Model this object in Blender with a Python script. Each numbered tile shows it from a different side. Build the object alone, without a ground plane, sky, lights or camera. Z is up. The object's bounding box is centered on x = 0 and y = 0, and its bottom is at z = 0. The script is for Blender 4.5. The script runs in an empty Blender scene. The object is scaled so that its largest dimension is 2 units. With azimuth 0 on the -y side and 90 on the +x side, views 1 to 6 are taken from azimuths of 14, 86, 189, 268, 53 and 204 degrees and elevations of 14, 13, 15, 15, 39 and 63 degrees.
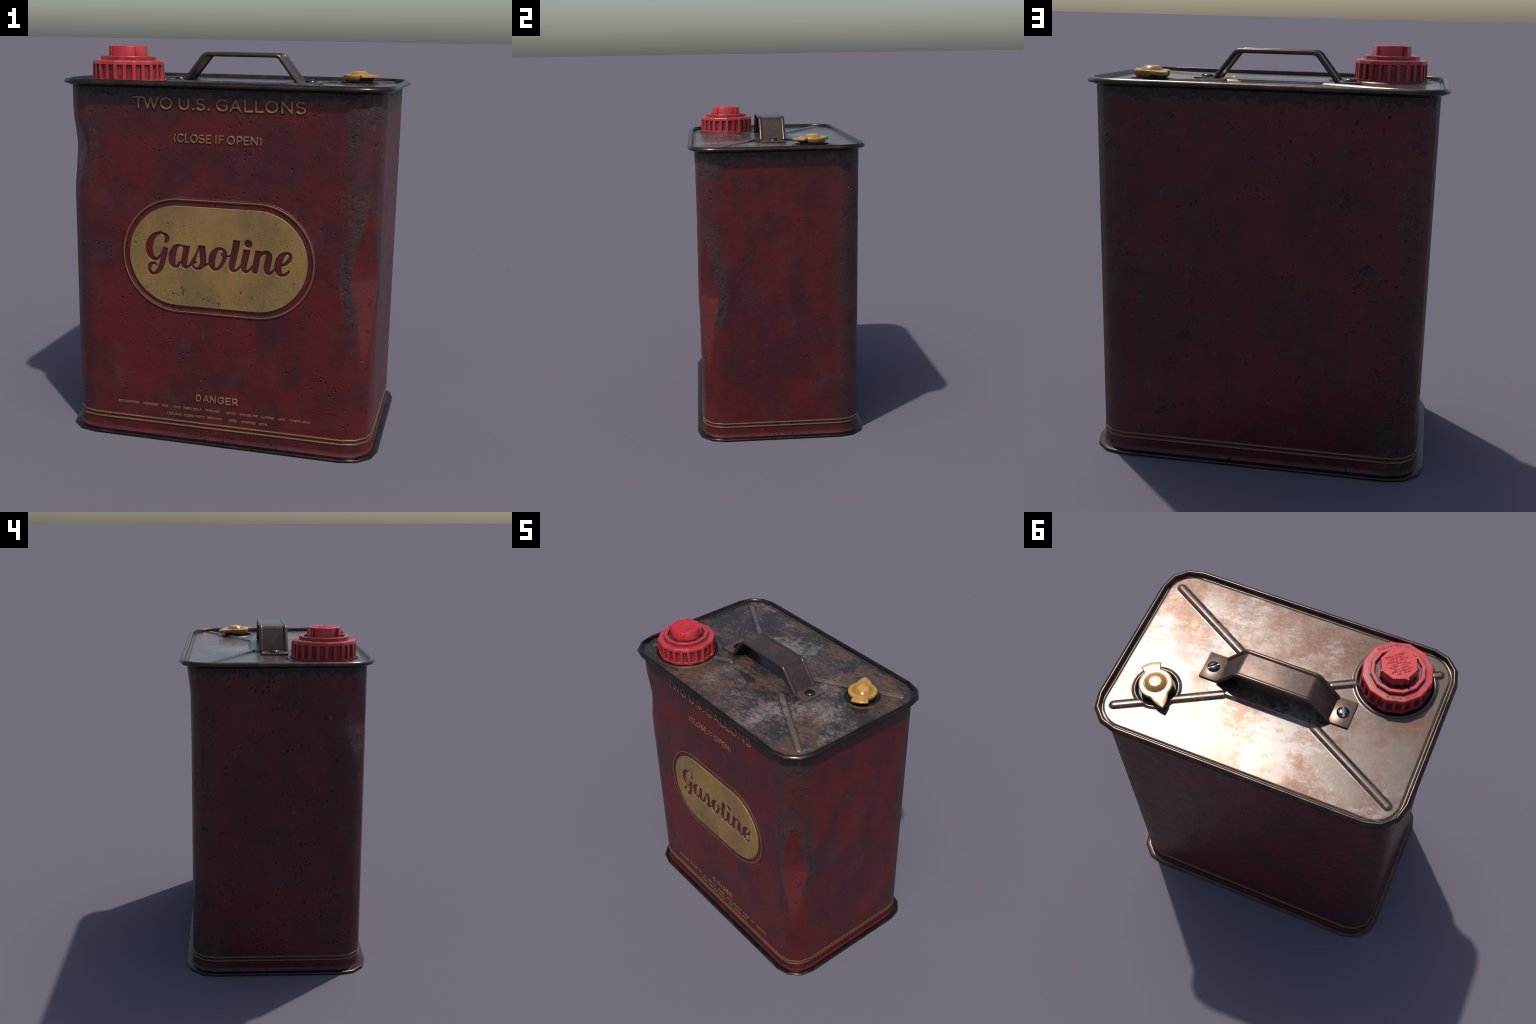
"""Weathered two-gallon gasoline can: pressed sheet-metal body with rolled rims, ribbed top plate,
strap handle with slotted screws, ribbed red screw cap, yellow vent plug, embossed gold lettering."""
import bpy, bmesh, math, random
import numpy as np
from mathutils import Vector

rng = random.Random(7)
SC = bpy.context.scene.collection

# ------------------------------------------------------------------ main dimensions (metres)
CX, CY = 0.655, 0.362          # centres of the four vertical corner arcs
R_BODY = 0.135                 # corner radius of the body  -> half size 0.790 x 0.497
R_RIM = 0.178                  # outer radius of the rolled rims
FRONT = CY + R_BODY            # front face at y = -FRONT
PLATE_Z = 1.820
CAP = (-0.536, -0.267)
PLUG = (0.573, 0.222)


# ------------------------------------------------------------------ node helper
class Nodes:
    def __init__(self, name):
        self.mat = bpy.data.materials.new(name)
        self.mat.use_nodes = True
        self.t = self.mat.node_tree
        self.b = self.t.nodes["Principled BSDF"]
        self.co = self.t.nodes.new("ShaderNodeTexCoord").outputs["Object"]
        self.sep = self.t.nodes.new("ShaderNodeSeparateXYZ")
        self.t.links.new(self.co, self.sep.inputs[0])
        self.x, self.y, self.z = self.sep.outputs

    def put(self, sock, v):
        if isinstance(v, bpy.types.NodeSocket):
            self.t.links.new(v, sock)
        elif isinstance(v, (tuple, list)) and len(v) == 3 and sock.type == "RGBA":
            sock.default_value = (*v, 1)
        else:
            sock.default_value = v

    def m(self, op, a, b=None, c=None, clamp=False):
        n = self.t.nodes.new("ShaderNodeMath")
        n.operation, n.use_clamp = op, clamp
        for i, v in enumerate((a, b, c)):
            if v is not None:
                self.put(n.inputs[i], v)
        return n.outputs[0]

    def add(self, a, b): return self.m("ADD", a, b)
    def sub(self, a, b): return self.m("SUBTRACT", a, b)
    def mul(self, a, b): return self.m("MULTIPLY", a, b)
    def mx(self, a, b): return self.m("MAXIMUM", a, b)
    def mn(self, a, b): return self.m("MINIMUM", a, b)
    def ab(self, a): return self.m("ABSOLUTE", a)

    def step(self, v, lo, hi, o0=0.0, o1=1.0):
        n = self.t.nodes.new("ShaderNodeMapRange")
        n.interpolation_type = "SMOOTHSTEP"
        self.put(n.inputs[0], v)
        rev = lo > hi
        if rev:
            lo, hi, o0, o1 = hi, lo, o1, o0
        for i, q in zip((1, 2, 3, 4), (lo, hi, o0, o1)):
            n.inputs[i].default_value = q
        return n.outputs[0]

    def map(self, scale=(1, 1, 1), loc=(0, 0, 0), src=None):
        n = self.t.nodes.new("ShaderNodeMapping")
        self.put(n.inputs["Vector"], src or self.co)
        n.inputs["Scale"].default_value = scale
        n.inputs["Location"].default_value = loc
        return n.outputs[0]

    def noise(self, scale, detail=4.0, rough=0.55, vec=None, dist=0.0, out=0):
        n = self.t.nodes.new("ShaderNodeTexNoise")
        self.put(n.inputs["Vector"], vec or self.co)
        n.inputs["Scale"].default_value, n.inputs["Detail"].default_value = scale, detail
        n.inputs["Roughness"].default_value, n.inputs["Distortion"].default_value = rough, dist
        return n.outputs[out]

    def vor(self, scale, vec=None, rand=1.0):
        n = self.t.nodes.new("ShaderNodeTexVoronoi")
        self.put(n.inputs["Vector"], vec or self.co)
        n.inputs["Scale"].default_value, n.inputs["Randomness"].default_value = scale, rand
        return n.outputs["Distance"], n.outputs["Color"]

    def vadd(self, a, b, k):
        s = self.t.nodes.new("ShaderNodeVectorMath"); s.operation = "MULTIPLY_ADD"
        self.put(s.inputs[0], b); s.inputs[1].default_value = (k, k, k); self.put(s.inputs[2], a)
        return s.outputs[0]

    def mix(self, f, a, b):
        n = self.t.nodes.new("ShaderNodeMix")
        n.data_type = "RGBA"
        self.put(n.inputs[0], f); self.put(n.inputs[6], a); self.put(n.inputs[7], b)
        return n.outputs[2]

    def chan(self, colour, i):
        n = self.t.nodes.new("ShaderNodeSeparateColor")
        self.put(n.inputs[0], colour)
        return n.outputs[i]

    def bump(self, h, strength, distance, edge=0.0):
        n = self.t.nodes.new("ShaderNodeBump")
        self.put(n.inputs["Height"], h)
        n.inputs["Strength"].default_value, n.inputs["Distance"].default_value = strength, distance
        if edge:
            bv = self.t.nodes.new("ShaderNodeBevel")
            bv.samples, bv.inputs["Radius"].default_value = 4, edge
            self.t.links.new(bv.outputs[0], n.inputs["Normal"])
        return n.outputs[0]

    def set(self, **k):
        names = dict(color="Base Color", metal="Metallic", rough="Roughness", normal="Normal", spec="Specular IOR Level",
                     coat="Coat Weight", coat_rough="Coat Roughness")
        for a, v in k.items():
            self.put(self.b.inputs[names[a]], v)
        return self.mat

    def dist(self, *p):
        """distance to a point given as (axis socket, value) pairs"""
        s = None
        for ax, v, k in p:
            d = self.mul(self.sub(ax, v), k)
            d = self.mul(d, d)
            s = d if s is None else self.add(s, d)
        return self.m("SQRT", s)

    def piece(self, v, pts):
        """piecewise linear function of v in 0..1-range outputs, through a colour ramp"""
        lo, hi = pts[0][0], pts[-1][0]
        n = self.t.nodes.new("ShaderNodeMapRange")
        self.put(n.inputs[0], v); n.inputs[1].default_value, n.inputs[2].default_value = lo, hi
        r = self.t.nodes.new("ShaderNodeValToRGB")
        self.t.links.new(n.outputs[0], r.inputs[0])
        el = r.color_ramp.elements
        while len(el) < len(pts):
            el.new(0.5)
        for e, (p, q) in zip(el, pts):
            e.position = (p - lo) / (hi - lo)
        for e, (p, q) in zip(sorted(el, key=lambda e: e.position), pts):
            e.color = (q, q, q, 1)
        return self.chan(r.outputs[0], 0)


# ------------------------------------------------------------------ materials
def chips(N, scale, lim, cluster, loc=(0, 0, 0), width=.035):
    """ragged flaked spots that gather in clusters: mask 0..1"""
    fine = N.noise(scale, 2.5, .55, N.map((1, 1, 1), loc), 1.2)
    cl = N.noise(cluster, 3, .6, N.map((1, 1, 1), (loc[1] + 3.1, loc[0] + 1.7, loc[2] + .4)))
    v = N.add(N.mul(fine, .62), N.mul(N.step(cl, .36, .72), .34))
    return N.step(v, lim, lim + width)


def pits(N, scale, share, rad, cluster, loc=(0, 0, 0)):
    """small irregular pock marks in loose groups: mask 0..1"""
    p = N.vadd(N.map((1, 1, 1), loc), N.noise(60, 3, .6, out=1), .016)
    d, c = N.vor(scale, p)
    cl = N.noise(cluster, 2, .5, N.map((1, 1, 1), (loc[2] + 3.1, loc[0] + 1.7, loc[1] + .4)))
    on = N.m("LESS_THAN", N.chan(c, 0), N.step(cl, .48, .70, share * .06, share))
    size = N.m("MULTIPLY_ADD", N.chan(c, 1), rad * .7, rad * .3)
    return N.mul(on, N.step(N.m("DIVIDE", d, size), 1.0, .35))


def paint_material():
    N = Nodes("worn_red_paint")
    big = N.noise(3.4, 6, .62, N.map((1, 1, .75)))
    blot = N.noise(8.5, 6, .66, N.map((1, 1, .7), (2, 6, 1)))
    streak = N.noise(3.0, 4, .6, N.map((8, 8, .6)))
    tone = N.add(N.add(N.mul(big, .52), N.mul(blot, .36)), N.mul(streak, .12))
    red = N.mix(N.step(tone, .42, .58), (.058, .0095, .0115), (.112, .0082, .0092))
    dust = N.noise(5.2, 6, .65, N.map((1, 1, .8), (5, 2, 1)))
    red = N.mix(N.step(dust, .50, .74, 0, .45), red, (.092, .034, .040))
    pale = N.step(N.add(N.mul(N.noise(13, 5, .7, N.map((1.2, 1.2, .6), (7, 1, 2))), .7), N.mul(N.noise(55, 3, .6), .3)), .585, .70, 0, .42)
    red = N.mix(pale, red, (.125, .075, .085))
    soot = N.noise(11, 7, .74, N.map((1.3, 1.3, .6), (1, 8, 3)))
    red = N.mix(N.step(soot, .53, .74, 0, .62), red, (.046, .026, .024))
    speck = N.step(N.noise(70, 3, .65), .63, .74, 0, .55)
    red = N.mix(speck, red, (.030, .015, .015))
    # wear: corner arcs, top band, creases of the dents, odd spots
    cx = N.m("DIVIDE", N.sub(N.ab(N.x), CX), R_BODY)
    cy = N.m("DIVIDE", N.sub(N.ab(N.y), CY), R_BODY)
    corner = N.mn(cx, cy)
    right = N.step(N.x, -.1, .1)
    front = N.step(N.y, .1, -.1)
    back = N.sub(1.0, front)
    upper = N.step(N.z, .75, 1.35)
    k = N.add(N.mul(N.mul(right, front), N.m("MULTIPLY_ADD", upper, .17, .09)),
              N.add(N.mul(back, .22), N.mul(N.mul(N.sub(1.0, right), front), .18)))
    vz = N.noise(1.6, 3, .6, N.map((1, 1, 2.0), (0, 4, 7)))
    k = N.mul(k, N.step(vz, .30, .62, .45, 1.25))
    w_corner = N.mul(N.step(corner, -.85, .25), k)
    w_top = N.mul(N.step(N.z, 1.70, 1.815), .60)
    # dent creases: two bands beside the flat lens of the front right corner
    t = N.ab(N.m("MULTIPLY", N.add(N.sub(N.x, CX), N.add(N.y, CY)), .7071))
    half = N.piece(N.z, [(.40, .0), (.60, .03), (.80, .062), (.92, .092), (1.14, .058), (1.30, .0)])
    gap = N.ab(N.sub(t, N.add(half, .020)))
    zone = N.mul(N.mul(right, front), N.step(N.ab(N.sub(N.z, .98)), .46, .16))
    w_crease = N.mul(N.mul(N.step(gap, .055, .002), zone), N.step(corner, -.6, -.1, 0, .40))
    inside = N.mul(N.mul(N.mul(right, front), N.step(N.sub(t, half), .012, -.010)), N.mul(N.step(half, .012, .03), N.step(corner, -.2, 0)))
    w_corner = N.mul(w_corner, N.sub(1.0, inside))
    # dent crease of the front left corner
    t2 = N.ab(N.m("MULTIPLY", N.sub(N.sub(N.x, -CX), N.add(N.y, CY)), .7071))
    zone2 = N.mul(N.mul(N.sub(1.0, right), front), N.step(N.ab(N.sub(N.z, 1.52)), .26, .05))
    w_crease2 = N.mul(N.step(N.ab(N.sub(t2, .108)), .045, .002), N.mul(zone2, .30))
    spot = N.mul(N.step(N.dist((N.x, -.52, 1), (N.z, 1.015, 1.7)), .085, .01), N.mul(back, .62))
    low = N.mul(N.mul(N.mul(back, N.sub(1.0, right)), N.step(N.z, .42, .22)), N.step(corner, -1.3, .1, 0, .32))
    w = N.mx(N.mx(N.mx(w_corner, w_top), N.mx(w_crease, w_crease2)), N.mx(spot, low))
    n_mid = N.noise(21, 6, .70, N.map((1, 1, .8)))
    n_fine = N.noise(85, 4, .7)
    grit = N.add(N.mul(n_mid, .74), N.mul(n_fine, .26))
    wear = N.step(N.add(w, N.mul(N.sub(grit, .5), 2.2)), .30, .66, 0, .85)
    wear = N.mul(wear, N.step(w, .04, .20))
    film = N.step(w, .05, .40, 0, .68)
    red = N.mix(film, red, (.047, .030, .026))
    red = N.mix(N.mul(inside, N.step(N.z, 1.25, .60, 0, .50)), red, (.170, .034, .035))  # lower lens painted lighter: sun and sheen on the dent put into the colour
    chip = N.mx(chips(N, 46, .690, 8.0, (0, 0, 0), .03), N.mul(chips(N, 95, .665, 9.0, (2, 5, 9), .03), .85))
    chip = N.mx(chip, N.mx(pits(N, 42, .38, .46, 4.6), N.mul(pits(N, 80, .26, .42, 6.0, (2, 5, 9)), .8)))
    chip_edge = N.mx(chip, N.mul(wear, .6))
    col = N.mix(wear, red, N.mix(N.noise(60, 4, .7), (.016, .016, .016), (.044, .043, .041)))
    col = N.mix(N.mul(chip, .72), col, (.016, .013, .013))
    rough = N.m("MULTIPLY_ADD", N.noise(14, 5, .7), .24, .28)
    rough = N.m("MULTIPLY_ADD", wear, .08, rough)
    h = N.add(N.mul(chip_edge, -1.0), N.add(N.mul(N.mul(N.sub(n_fine, .5), N.step(w, .05, .4)), .5), N.add(N.mul(N.noise(34, 5, .6), .20), N.mul(N.noise(5, 3, .5), 1.1))))
    return N.set(color=col, rough=rough, metal=N.mul(wear, .25), spec=.44, normal=N.bump(h, .95, .0095))


def gold_material(name, panel):
    N = Nodes(name)
    n = N.noise(5.5, 7, .66, N.map((1, 1, .7)))
    col = N.mix(N.step(n, .38, .62), (.235, .148, .054), (.335, .200, .065))
    g = N.noise(17, 6, .72, N.map((1, 1, .45), (3, 0, 1)))
    col = N.mix(N.step(g, .56, .80, 0, .75), col, (.105, .072, .034))
    h = N.mul(N.noise(30, 4, .6), .25)
    if not panel:
        col = N.mix(.22, col, (.045, .028, .016))
    chip = None
    if panel:
        chip = N.mx(chips(N, 50, .690, 7.0, (4, 1, 2), .03), N.mul(chips(N, 100, .665, 9.0, (2, 5, 9), .03), .8))
        col = N.mix(N.mul(chip, .75), col, (.055, .040, .026))
        chip = N.mx(chip, N.mx(pits(N, 46, .45, .40, 5.5, (4, 1, 2)), N.mul(pits(N, 85, .45, .40, 6.5, (1, 6, 3)), .8)))
        col = N.mix(N.mul(chip, .75), col, (.055, .040, .026))
        tick = N.step(N.noise(75, 4, .7), .57, .70, 0, .5)
        col = N.mix(tick, col, (.10, .068, .032))
        h = N.sub(h, N.mul(chip, 1.3))
    else:
        nick = N.step(N.add(N.mul(N.noise(24, 4, .65), .7), N.mul(N.noise(90, 3, .6), .3)), .575, .65)
        col = N.mix(N.mul(nick, .7), col, (.060, .022, .018))
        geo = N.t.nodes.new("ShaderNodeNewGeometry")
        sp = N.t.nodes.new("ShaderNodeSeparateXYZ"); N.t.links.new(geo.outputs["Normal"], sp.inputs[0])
        col = N.mix(N.step(sp.outputs[2], -.15, -.75, 0, .85), col, (.040, .022, .014))  # downward faces painted darker, the relief's shade put into the gold
        col = N.mix(N.step(N.ab(sp.outputs[0]), .45, .85, 0, .35), col, (.060, .036, .018))  # side faces darkened too, as painted relief shade
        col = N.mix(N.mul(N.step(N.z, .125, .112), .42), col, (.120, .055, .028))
        top_shade = N.step(N.z, 1.73, 1.80, 0, .55)  # letters darken upward: the rim's shadow painted into the gold
        col = N.mix(top_shade, col, (.10, .075, .045))
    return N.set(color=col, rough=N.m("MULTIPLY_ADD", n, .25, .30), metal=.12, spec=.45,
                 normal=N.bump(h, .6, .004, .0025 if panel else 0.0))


def rust_plate_material(name="tarnished_plate", strap=False, sooty=True):
    N = Nodes(name)
    warp = N.vadd(N.co, N.noise(7, 4, .6, out=1), .07)
    a = N.noise(4.6, 7, .66, N.map((1, 1, 1), (4, 2, 0), warp))
    b = N.noise(30, 7, .76, N.map((1, 1.5, 1), (0, 0, 2)))
    rust = N.mix(N.step(b, .34, .66), (.116, .072, .056), (.205, .113, .081))
    dark = N.step(N.add(N.mul(a, .62), N.mul(b, .38)), .562, .446)
    dark = N.mul(dark, .30 if strap else 1.0)
    col = N.mix(N.mul(dark, .9), rust, (.140, .120, .108))
    metal = N.m("MULTIPLY_ADD", dark, .46, .36)
    pale_n = N.add(N.mul(N.noise(2.6, 6, .62, N.map((1, 1, 1), (9.3, 3.4, 1), warp)), .62), N.mul(N.noise(34, 6, .78, N.map((1, 1.4, 1), (5, 1, 3))), .38))
    pale = N.step(pale_n, .520, .615, 0, .0 if strap else .72)
    col = N.mix(pale, col, (.30, .262, .245))
    metal = N.m("MULTIPLY_ADD", N.mul(pale, metal), -.75, metal)
    rough = N.m("MULTIPLY_ADD", b, .10, .215 if not strap else .24)
    rough = N.m("MULTIPLY_ADD", pale, .06, rough)
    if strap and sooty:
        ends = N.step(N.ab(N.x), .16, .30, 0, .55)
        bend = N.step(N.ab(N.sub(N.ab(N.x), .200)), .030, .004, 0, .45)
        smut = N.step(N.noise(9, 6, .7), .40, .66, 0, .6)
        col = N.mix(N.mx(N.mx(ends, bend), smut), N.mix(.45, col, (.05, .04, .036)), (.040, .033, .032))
    if not strap:
        # grime gathered round the cap and plug, and along the rim with painted corner shade
        rimd = N.mx(N.m("DIVIDE", N.ab(N.x), CX + .145), N.m("DIVIDE", N.ab(N.y), CY + .145))
        g = N.mx(N.step(N.dist((N.x, CAP[0], 1), (N.y, CAP[1], 1)), .30, .20, 0, .7),
                 N.step(N.dist((N.x, PLUG[0], 1), (N.y, PLUG[1], 1)), .19, .12, 0, .7))
        g = N.mx(g, N.mul(N.step(N.dist((N.x, .10, .8), (N.y, 0, 1.6)), .34, .20), .45))
        feet = N.mul(N.step(N.ab(N.sub(N.ab(N.x), .36)), .14, .06), N.step(N.ab(N.y), .15, .08))
        g = N.mx(g, N.mul(feet, .6))
        g = N.mx(g, N.step(rimd, .945, .99, 0, .8))  # dark rim border: dirt plus contact shade painted in
        g = N.mul(g, N.step(N.noise(11, 6, .7), .28, .62, .35, 1.0))
        gap = N.mx(N.step(N.dist((N.x, PLUG[0], 1), (N.y, PLUG[1], 1)), .112, .104, 0, .92),
                   N.step(N.dist((N.x, CAP[0], 1), (N.y, CAP[1], 1)), .199, .193, 0, .92))
        col = N.mix(N.mul(g, .75), col, (.075, .058, .050))
        col = N.mix(gap, col, (.016, .014, .013))  # black painted in for the deep shade of the sunken rings
        metal = N.m("MULTIPLY_ADD", N.mul(gap, metal), -.8, metal)
        # rubbed ridge tops and a dark line along their flanks
        ux, uy = N.sub(N.ab(N.x), .245), N.sub(N.ab(N.y), .130)
        side = N.ab(N.sub(N.mul(ux, .4826), N.mul(uy, .8758)))
        along = N.add(N.mul(ux, .8758), N.mul(uy, .4826))
        on = N.mul(N.step(along, -.004, .004), N.step(along, .568, .556))
        col = N.mix(N.mul(N.step(N.ab(N.sub(side, .0215)), .007, .001, 0, .7), on), col, (.050, .040, .036))
        top = N.mul(N.step(side, .0125, .0095), on)
        col = N.mix(N.mul(top, .50), col, (.190, .135, .108))
        metal = N.m("MULTIPLY_ADD", N.mul(top, metal), -.45, metal)
        rough = N.m("MULTIPLY_ADD", g, .06, rough)
    h = N.add(N.mul(b, .5), N.add(N.mul(N.noise(70, 4, .7), .35), N.mul(pale, .3)))
    return N.set(color=col, rough=rough, metal=metal, spec=.18, normal=N.bump(h, .055, .004))


def rim_material():
    N = Nodes("dark_bronze_rim")
    a = N.noise(9, 6, .65)
    col = N.mix(N.step(a, .36, .66), (.060, .044, .038), (.105, .068, .053))
    col = N.mix(N.step(N.noise(20, 5, .7), .55, .75, 0, .6), col, (.04, .039, .041))
    h = N.noise(45, 5, .6)
    return N.set(color=col, rough=N.m("MULTIPLY_ADD", a, .14, .22), metal=.95, normal=N.bump(h, .12, .003))


def red_plastic_material():
    N = Nodes("scuffed_red_plastic")
    n = N.noise(12, 6, .7, N.map((1.6, 1.6, .5)))
    col = N.mix(N.step(n, .44, .72, 0, .50), (.56, .018, .024), (.46, .12, .125))
    run = N.noise(17, 6, .75, N.map((2.6, 2.6, .35), (1, 4, 2)))
    side = N.step(N.z, 1.997, 1.990)
    col = N.mix(N.mul(N.step(run, .46, .68, 0, .75), side), col, (.26, .085, .09))
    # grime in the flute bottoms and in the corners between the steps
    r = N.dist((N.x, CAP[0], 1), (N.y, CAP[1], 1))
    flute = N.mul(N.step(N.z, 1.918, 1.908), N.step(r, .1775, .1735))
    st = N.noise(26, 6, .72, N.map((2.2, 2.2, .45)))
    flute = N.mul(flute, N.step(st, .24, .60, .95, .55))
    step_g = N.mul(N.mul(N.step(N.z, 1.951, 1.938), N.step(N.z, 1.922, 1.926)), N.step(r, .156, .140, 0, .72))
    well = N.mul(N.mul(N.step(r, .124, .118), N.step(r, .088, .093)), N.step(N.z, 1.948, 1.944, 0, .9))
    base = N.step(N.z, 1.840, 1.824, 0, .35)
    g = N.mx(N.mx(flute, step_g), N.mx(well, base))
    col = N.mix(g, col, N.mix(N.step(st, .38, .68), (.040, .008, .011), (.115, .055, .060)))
    h = N.add(N.mul(n, .5), N.mul(N.noise(60, 4, .6), .3))
    return N.set(color=col, rough=N.m("MULTIPLY_ADD", n, .25, .22), spec=.5, normal=N.bump(h, .25, .003, .003))


def yellow_plastic_material():
    N = Nodes("grimy_yellow_plastic")
    n = N.noise(16, 5, .65)
    col = N.mix(N.step(n, .35, .7), (.44, .225, .045), (.60, .325, .068))
    r = N.dist((N.x, PLUG[0], 1), (N.y, PLUG[1], 1))
    ring = N.step(N.ab(N.sub(r, .050)), .020, .006, 0, .70)
    col = N.mix(N.mul(ring, N.step(n, .3, .6, .6, 1)), col, (.27, .130, .022))
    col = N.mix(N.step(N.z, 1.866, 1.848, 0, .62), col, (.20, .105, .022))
    col = N.mix(N.step(N.noise(26, 6, .72), .52, .72, 0, .5), col, (.24, .125, .035))
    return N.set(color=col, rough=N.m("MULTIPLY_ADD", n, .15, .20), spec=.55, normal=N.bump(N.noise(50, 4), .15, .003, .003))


def simple(name, color, rough, metal=0.0, bev=0.0):
    N = Nodes(name)
    n = N.noise(40, 4)
    c = N.mix(n, tuple(v * .75 for v in color), tuple(v * 1.25 for v in color))
    return N.set(color=c, rough=rough, metal=metal, normal=N.bump(n, .15, .002, bev))


PAINT = paint_material()
GOLD_PANEL = gold_material("aged_gold_panel", True)
GOLD = gold_material("aged_gold_bead", False)
PLATE = rust_plate_material()
STRAP = rust_plate_material("tarnished_strap", True)
FOOT = rust_plate_material("tarnished_foot", True, False)
RIM = rim_material()
RED = red_plastic_material()
YELLOW = yellow_plastic_material()
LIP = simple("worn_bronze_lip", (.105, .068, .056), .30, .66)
STEEL = simple("blued_steel", (.080, .090, .105), .22, .95)
FADED = simple("faded_gold_print", (.200, .118, .045), .40, .1)
BLACK = simple("dark_neck", (.022, .020, .020), .5, .3)

# ------------------------------------------------------------------ object helpers
root = bpy.data.objects.new("gasoline_can", None)
root.empty_display_size = .2
SC.objects.link(root)
root["label"] = "worn dark red two-gallon gasoline can with gold badge"
root["category"] = "gas can"


def obj(name, me, mat, parent=root):
    me.name = name
    o = bpy.data.objects.new(name, me)
    if mat is not None:
        me.materials.clear()
        me.materials.append(mat)
    SC.objects.link(o)
    o.parent = parent
    return o


def mesh(verts, faces, smooth=True, normals=None):
    me = bpy.data.meshes.new("m")
    me.from_pydata([tuple(map(float, v)) for v in verts], [], faces)
    me.validate()
    me.polygons.foreach_set("use_smooth", [smooth] * len(me.polygons))
    if normals is not None:
        me.normals_split_custom_set_from_vertices([tuple(map(float, n)) for n in normals])
    me.update()
    return me


def by_angle(me, deg=35):
    me.polygons.foreach_set("use_smooth", [True] * len(me.polygons))
    me.set_sharp_from_angle(angle=math.radians(deg))
    return me


def fix_normals(me):
    bm = bmesh.new(); bm.from_mesh(me)
    bmesh.ops.recalc_face_normals(bm, faces=bm.faces)
    bm.to_mesh(me); bm.free()
    return me


def box_mesh(cx, cy, cz, sx, sy, sz, bevel=0.0):
    bm = bmesh.new()
    bmesh.ops.create_cube(bm, size=1.0)
    for v in bm.verts:
        v.co = (cx + v.co.x * sx, cy + v.co.y * sy, cz + v.co.z * sz)
    if bevel:
        bmesh.ops.bevel(bm, geom=bm.edges[:], offset=bevel, segments=2, profile=.5, affect="EDGES")
    me = bpy.data.meshes.new("m"); bm.to_mesh(me); bm.free()
    return by_angle(me, 40)


QUADS = [(1, -1, -90), (1, 1, 0), (-1, 1, 90), (-1, -1, 180)]     # corner signs and start angle


def ring_angles(sub_corner):
    """(corner centre, angle) round the outline, counter-clockwise; three flat facets per corner arc"""
    out = []
    for sx, sy, a0 in QUADS:
        for k in range(3 * sub_corner + 1):
            out.append((sx * CX, sy * CY, a0 + 90.0 * k / (3 * sub_corner)))
    return out


def facet(cx, cy, ang, r, flat=True):
    a = math.radians(ang)
    if flat:
        lo = math.floor(ang / 30.0 + 1e-6) * 30.0
        f = (ang - lo) / 30.0
        p, q = math.radians(lo), math.radians(lo + 30)
        c, s = (1 - f) * math.cos(p) + f * math.cos(q), (1 - f) * math.sin(p) + f * math.sin(q)
    else:
        c, s = math.cos(a), math.sin(a)
    return cx + r * c, cy + r * s


def ring_loft(profile, closed=True, cap=None):
    """sweeps an (r, z) profile round the can outline; corner arcs have three facets but rounded shading"""
    ring = ring_angles(1)
    n, m = len(ring), len(profile)
    P = np.array(profile, float)
    tang = np.roll(P, -1, 0) - P
    if not closed:
        tang[-1] = tang[-2]
    nrm = np.stack([tang[:, 1], -tang[:, 0]], 1)
    nrm /= np.linalg.norm(nrm, axis=1)[:, None] + 1e-9
    prev = np.roll(nrm, 1, 0)
    if not closed:
        prev[0] = nrm[0]
        prev[-1], nrm[-1] = prev[-1], prev[-1]
    vn = nrm + prev
    vn /= np.linalg.norm(vn, axis=1)[:, None] + 1e-9
    V, NN = [], []
    for cx, cy, ang in ring:
        a = math.radians(ang)
        for (r, z), (nr, nz) in zip(profile, vn):
            x, y = facet(cx, cy, ang, r)
            V.append((x, y, z)); NN.append((nr * math.cos(a), nr * math.sin(a), nz))
    F = []
    for i in range(n):
        j = (i + 1) % n
        for k in range(m if closed else m - 1):
            l = (k + 1) % m
            F.append((i * m + k, j * m + k, j * m + l, i * m + l))
    return mesh(V, F, True, NN)


# ------------------------------------------------------------------ body with its dents
def lin(z, pts):
    return float(np.interp(z, [p[0] for p in pts], [p[1] for p in pts]))


DENT_RIGHT = [(.42, 0), (.66, .005), (.80, .012), (.92, .0285), (1.14, .008), (1.27, 0)]
DENT_LEFT = [(1.22, 0), (1.33, .005), (1.42, .021), (1.48, .034), (1.52, .036), (1.57, .024), (1.64, .006), (1.74, 0)]


def dent(x, y, z):
    # front right corner pressed flat across its diagonal
    for sx, prof, tilt in ((1, DENT_RIGHT, 45.0), (-1, DENT_LEFT, 42.0)):
        d = lin(z, prof)
        if d > 0 and x * sx > .45 and y < -.2:
            a = math.radians(tilt)
            nx, ny = sx * math.cos(a), -math.sin(a)
            s = (x - sx * CX) * nx + (y + CY) * ny
            soft = (.0022 if sx > 0 else .0060) * min(1.0, d / .012)
            over = soft * math.log1p(math.exp(min(40.0, (s - R_BODY + d) / max(soft, 1e-5)))) if s > R_BODY - d - .05 else 0.0
            x, y = x - over * nx, y - over * ny
    # slack back wall near the left corner
    if y > 0 and x < 0:
        k = lin(z, [(.14, 0), (.45, .005), (1.05, .012), (1.5, .017), (1.66, .015), (1.80, 0)])
        w = min(1.0, max(0.0, (-x - .30) / .30)); w = w * w * (3 - 2 * w)
        f = min(1.0, max(0.0, (y - CY) / R_BODY))
        y -= k * w * f
    # faint panel waviness
    return x, y, z


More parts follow.
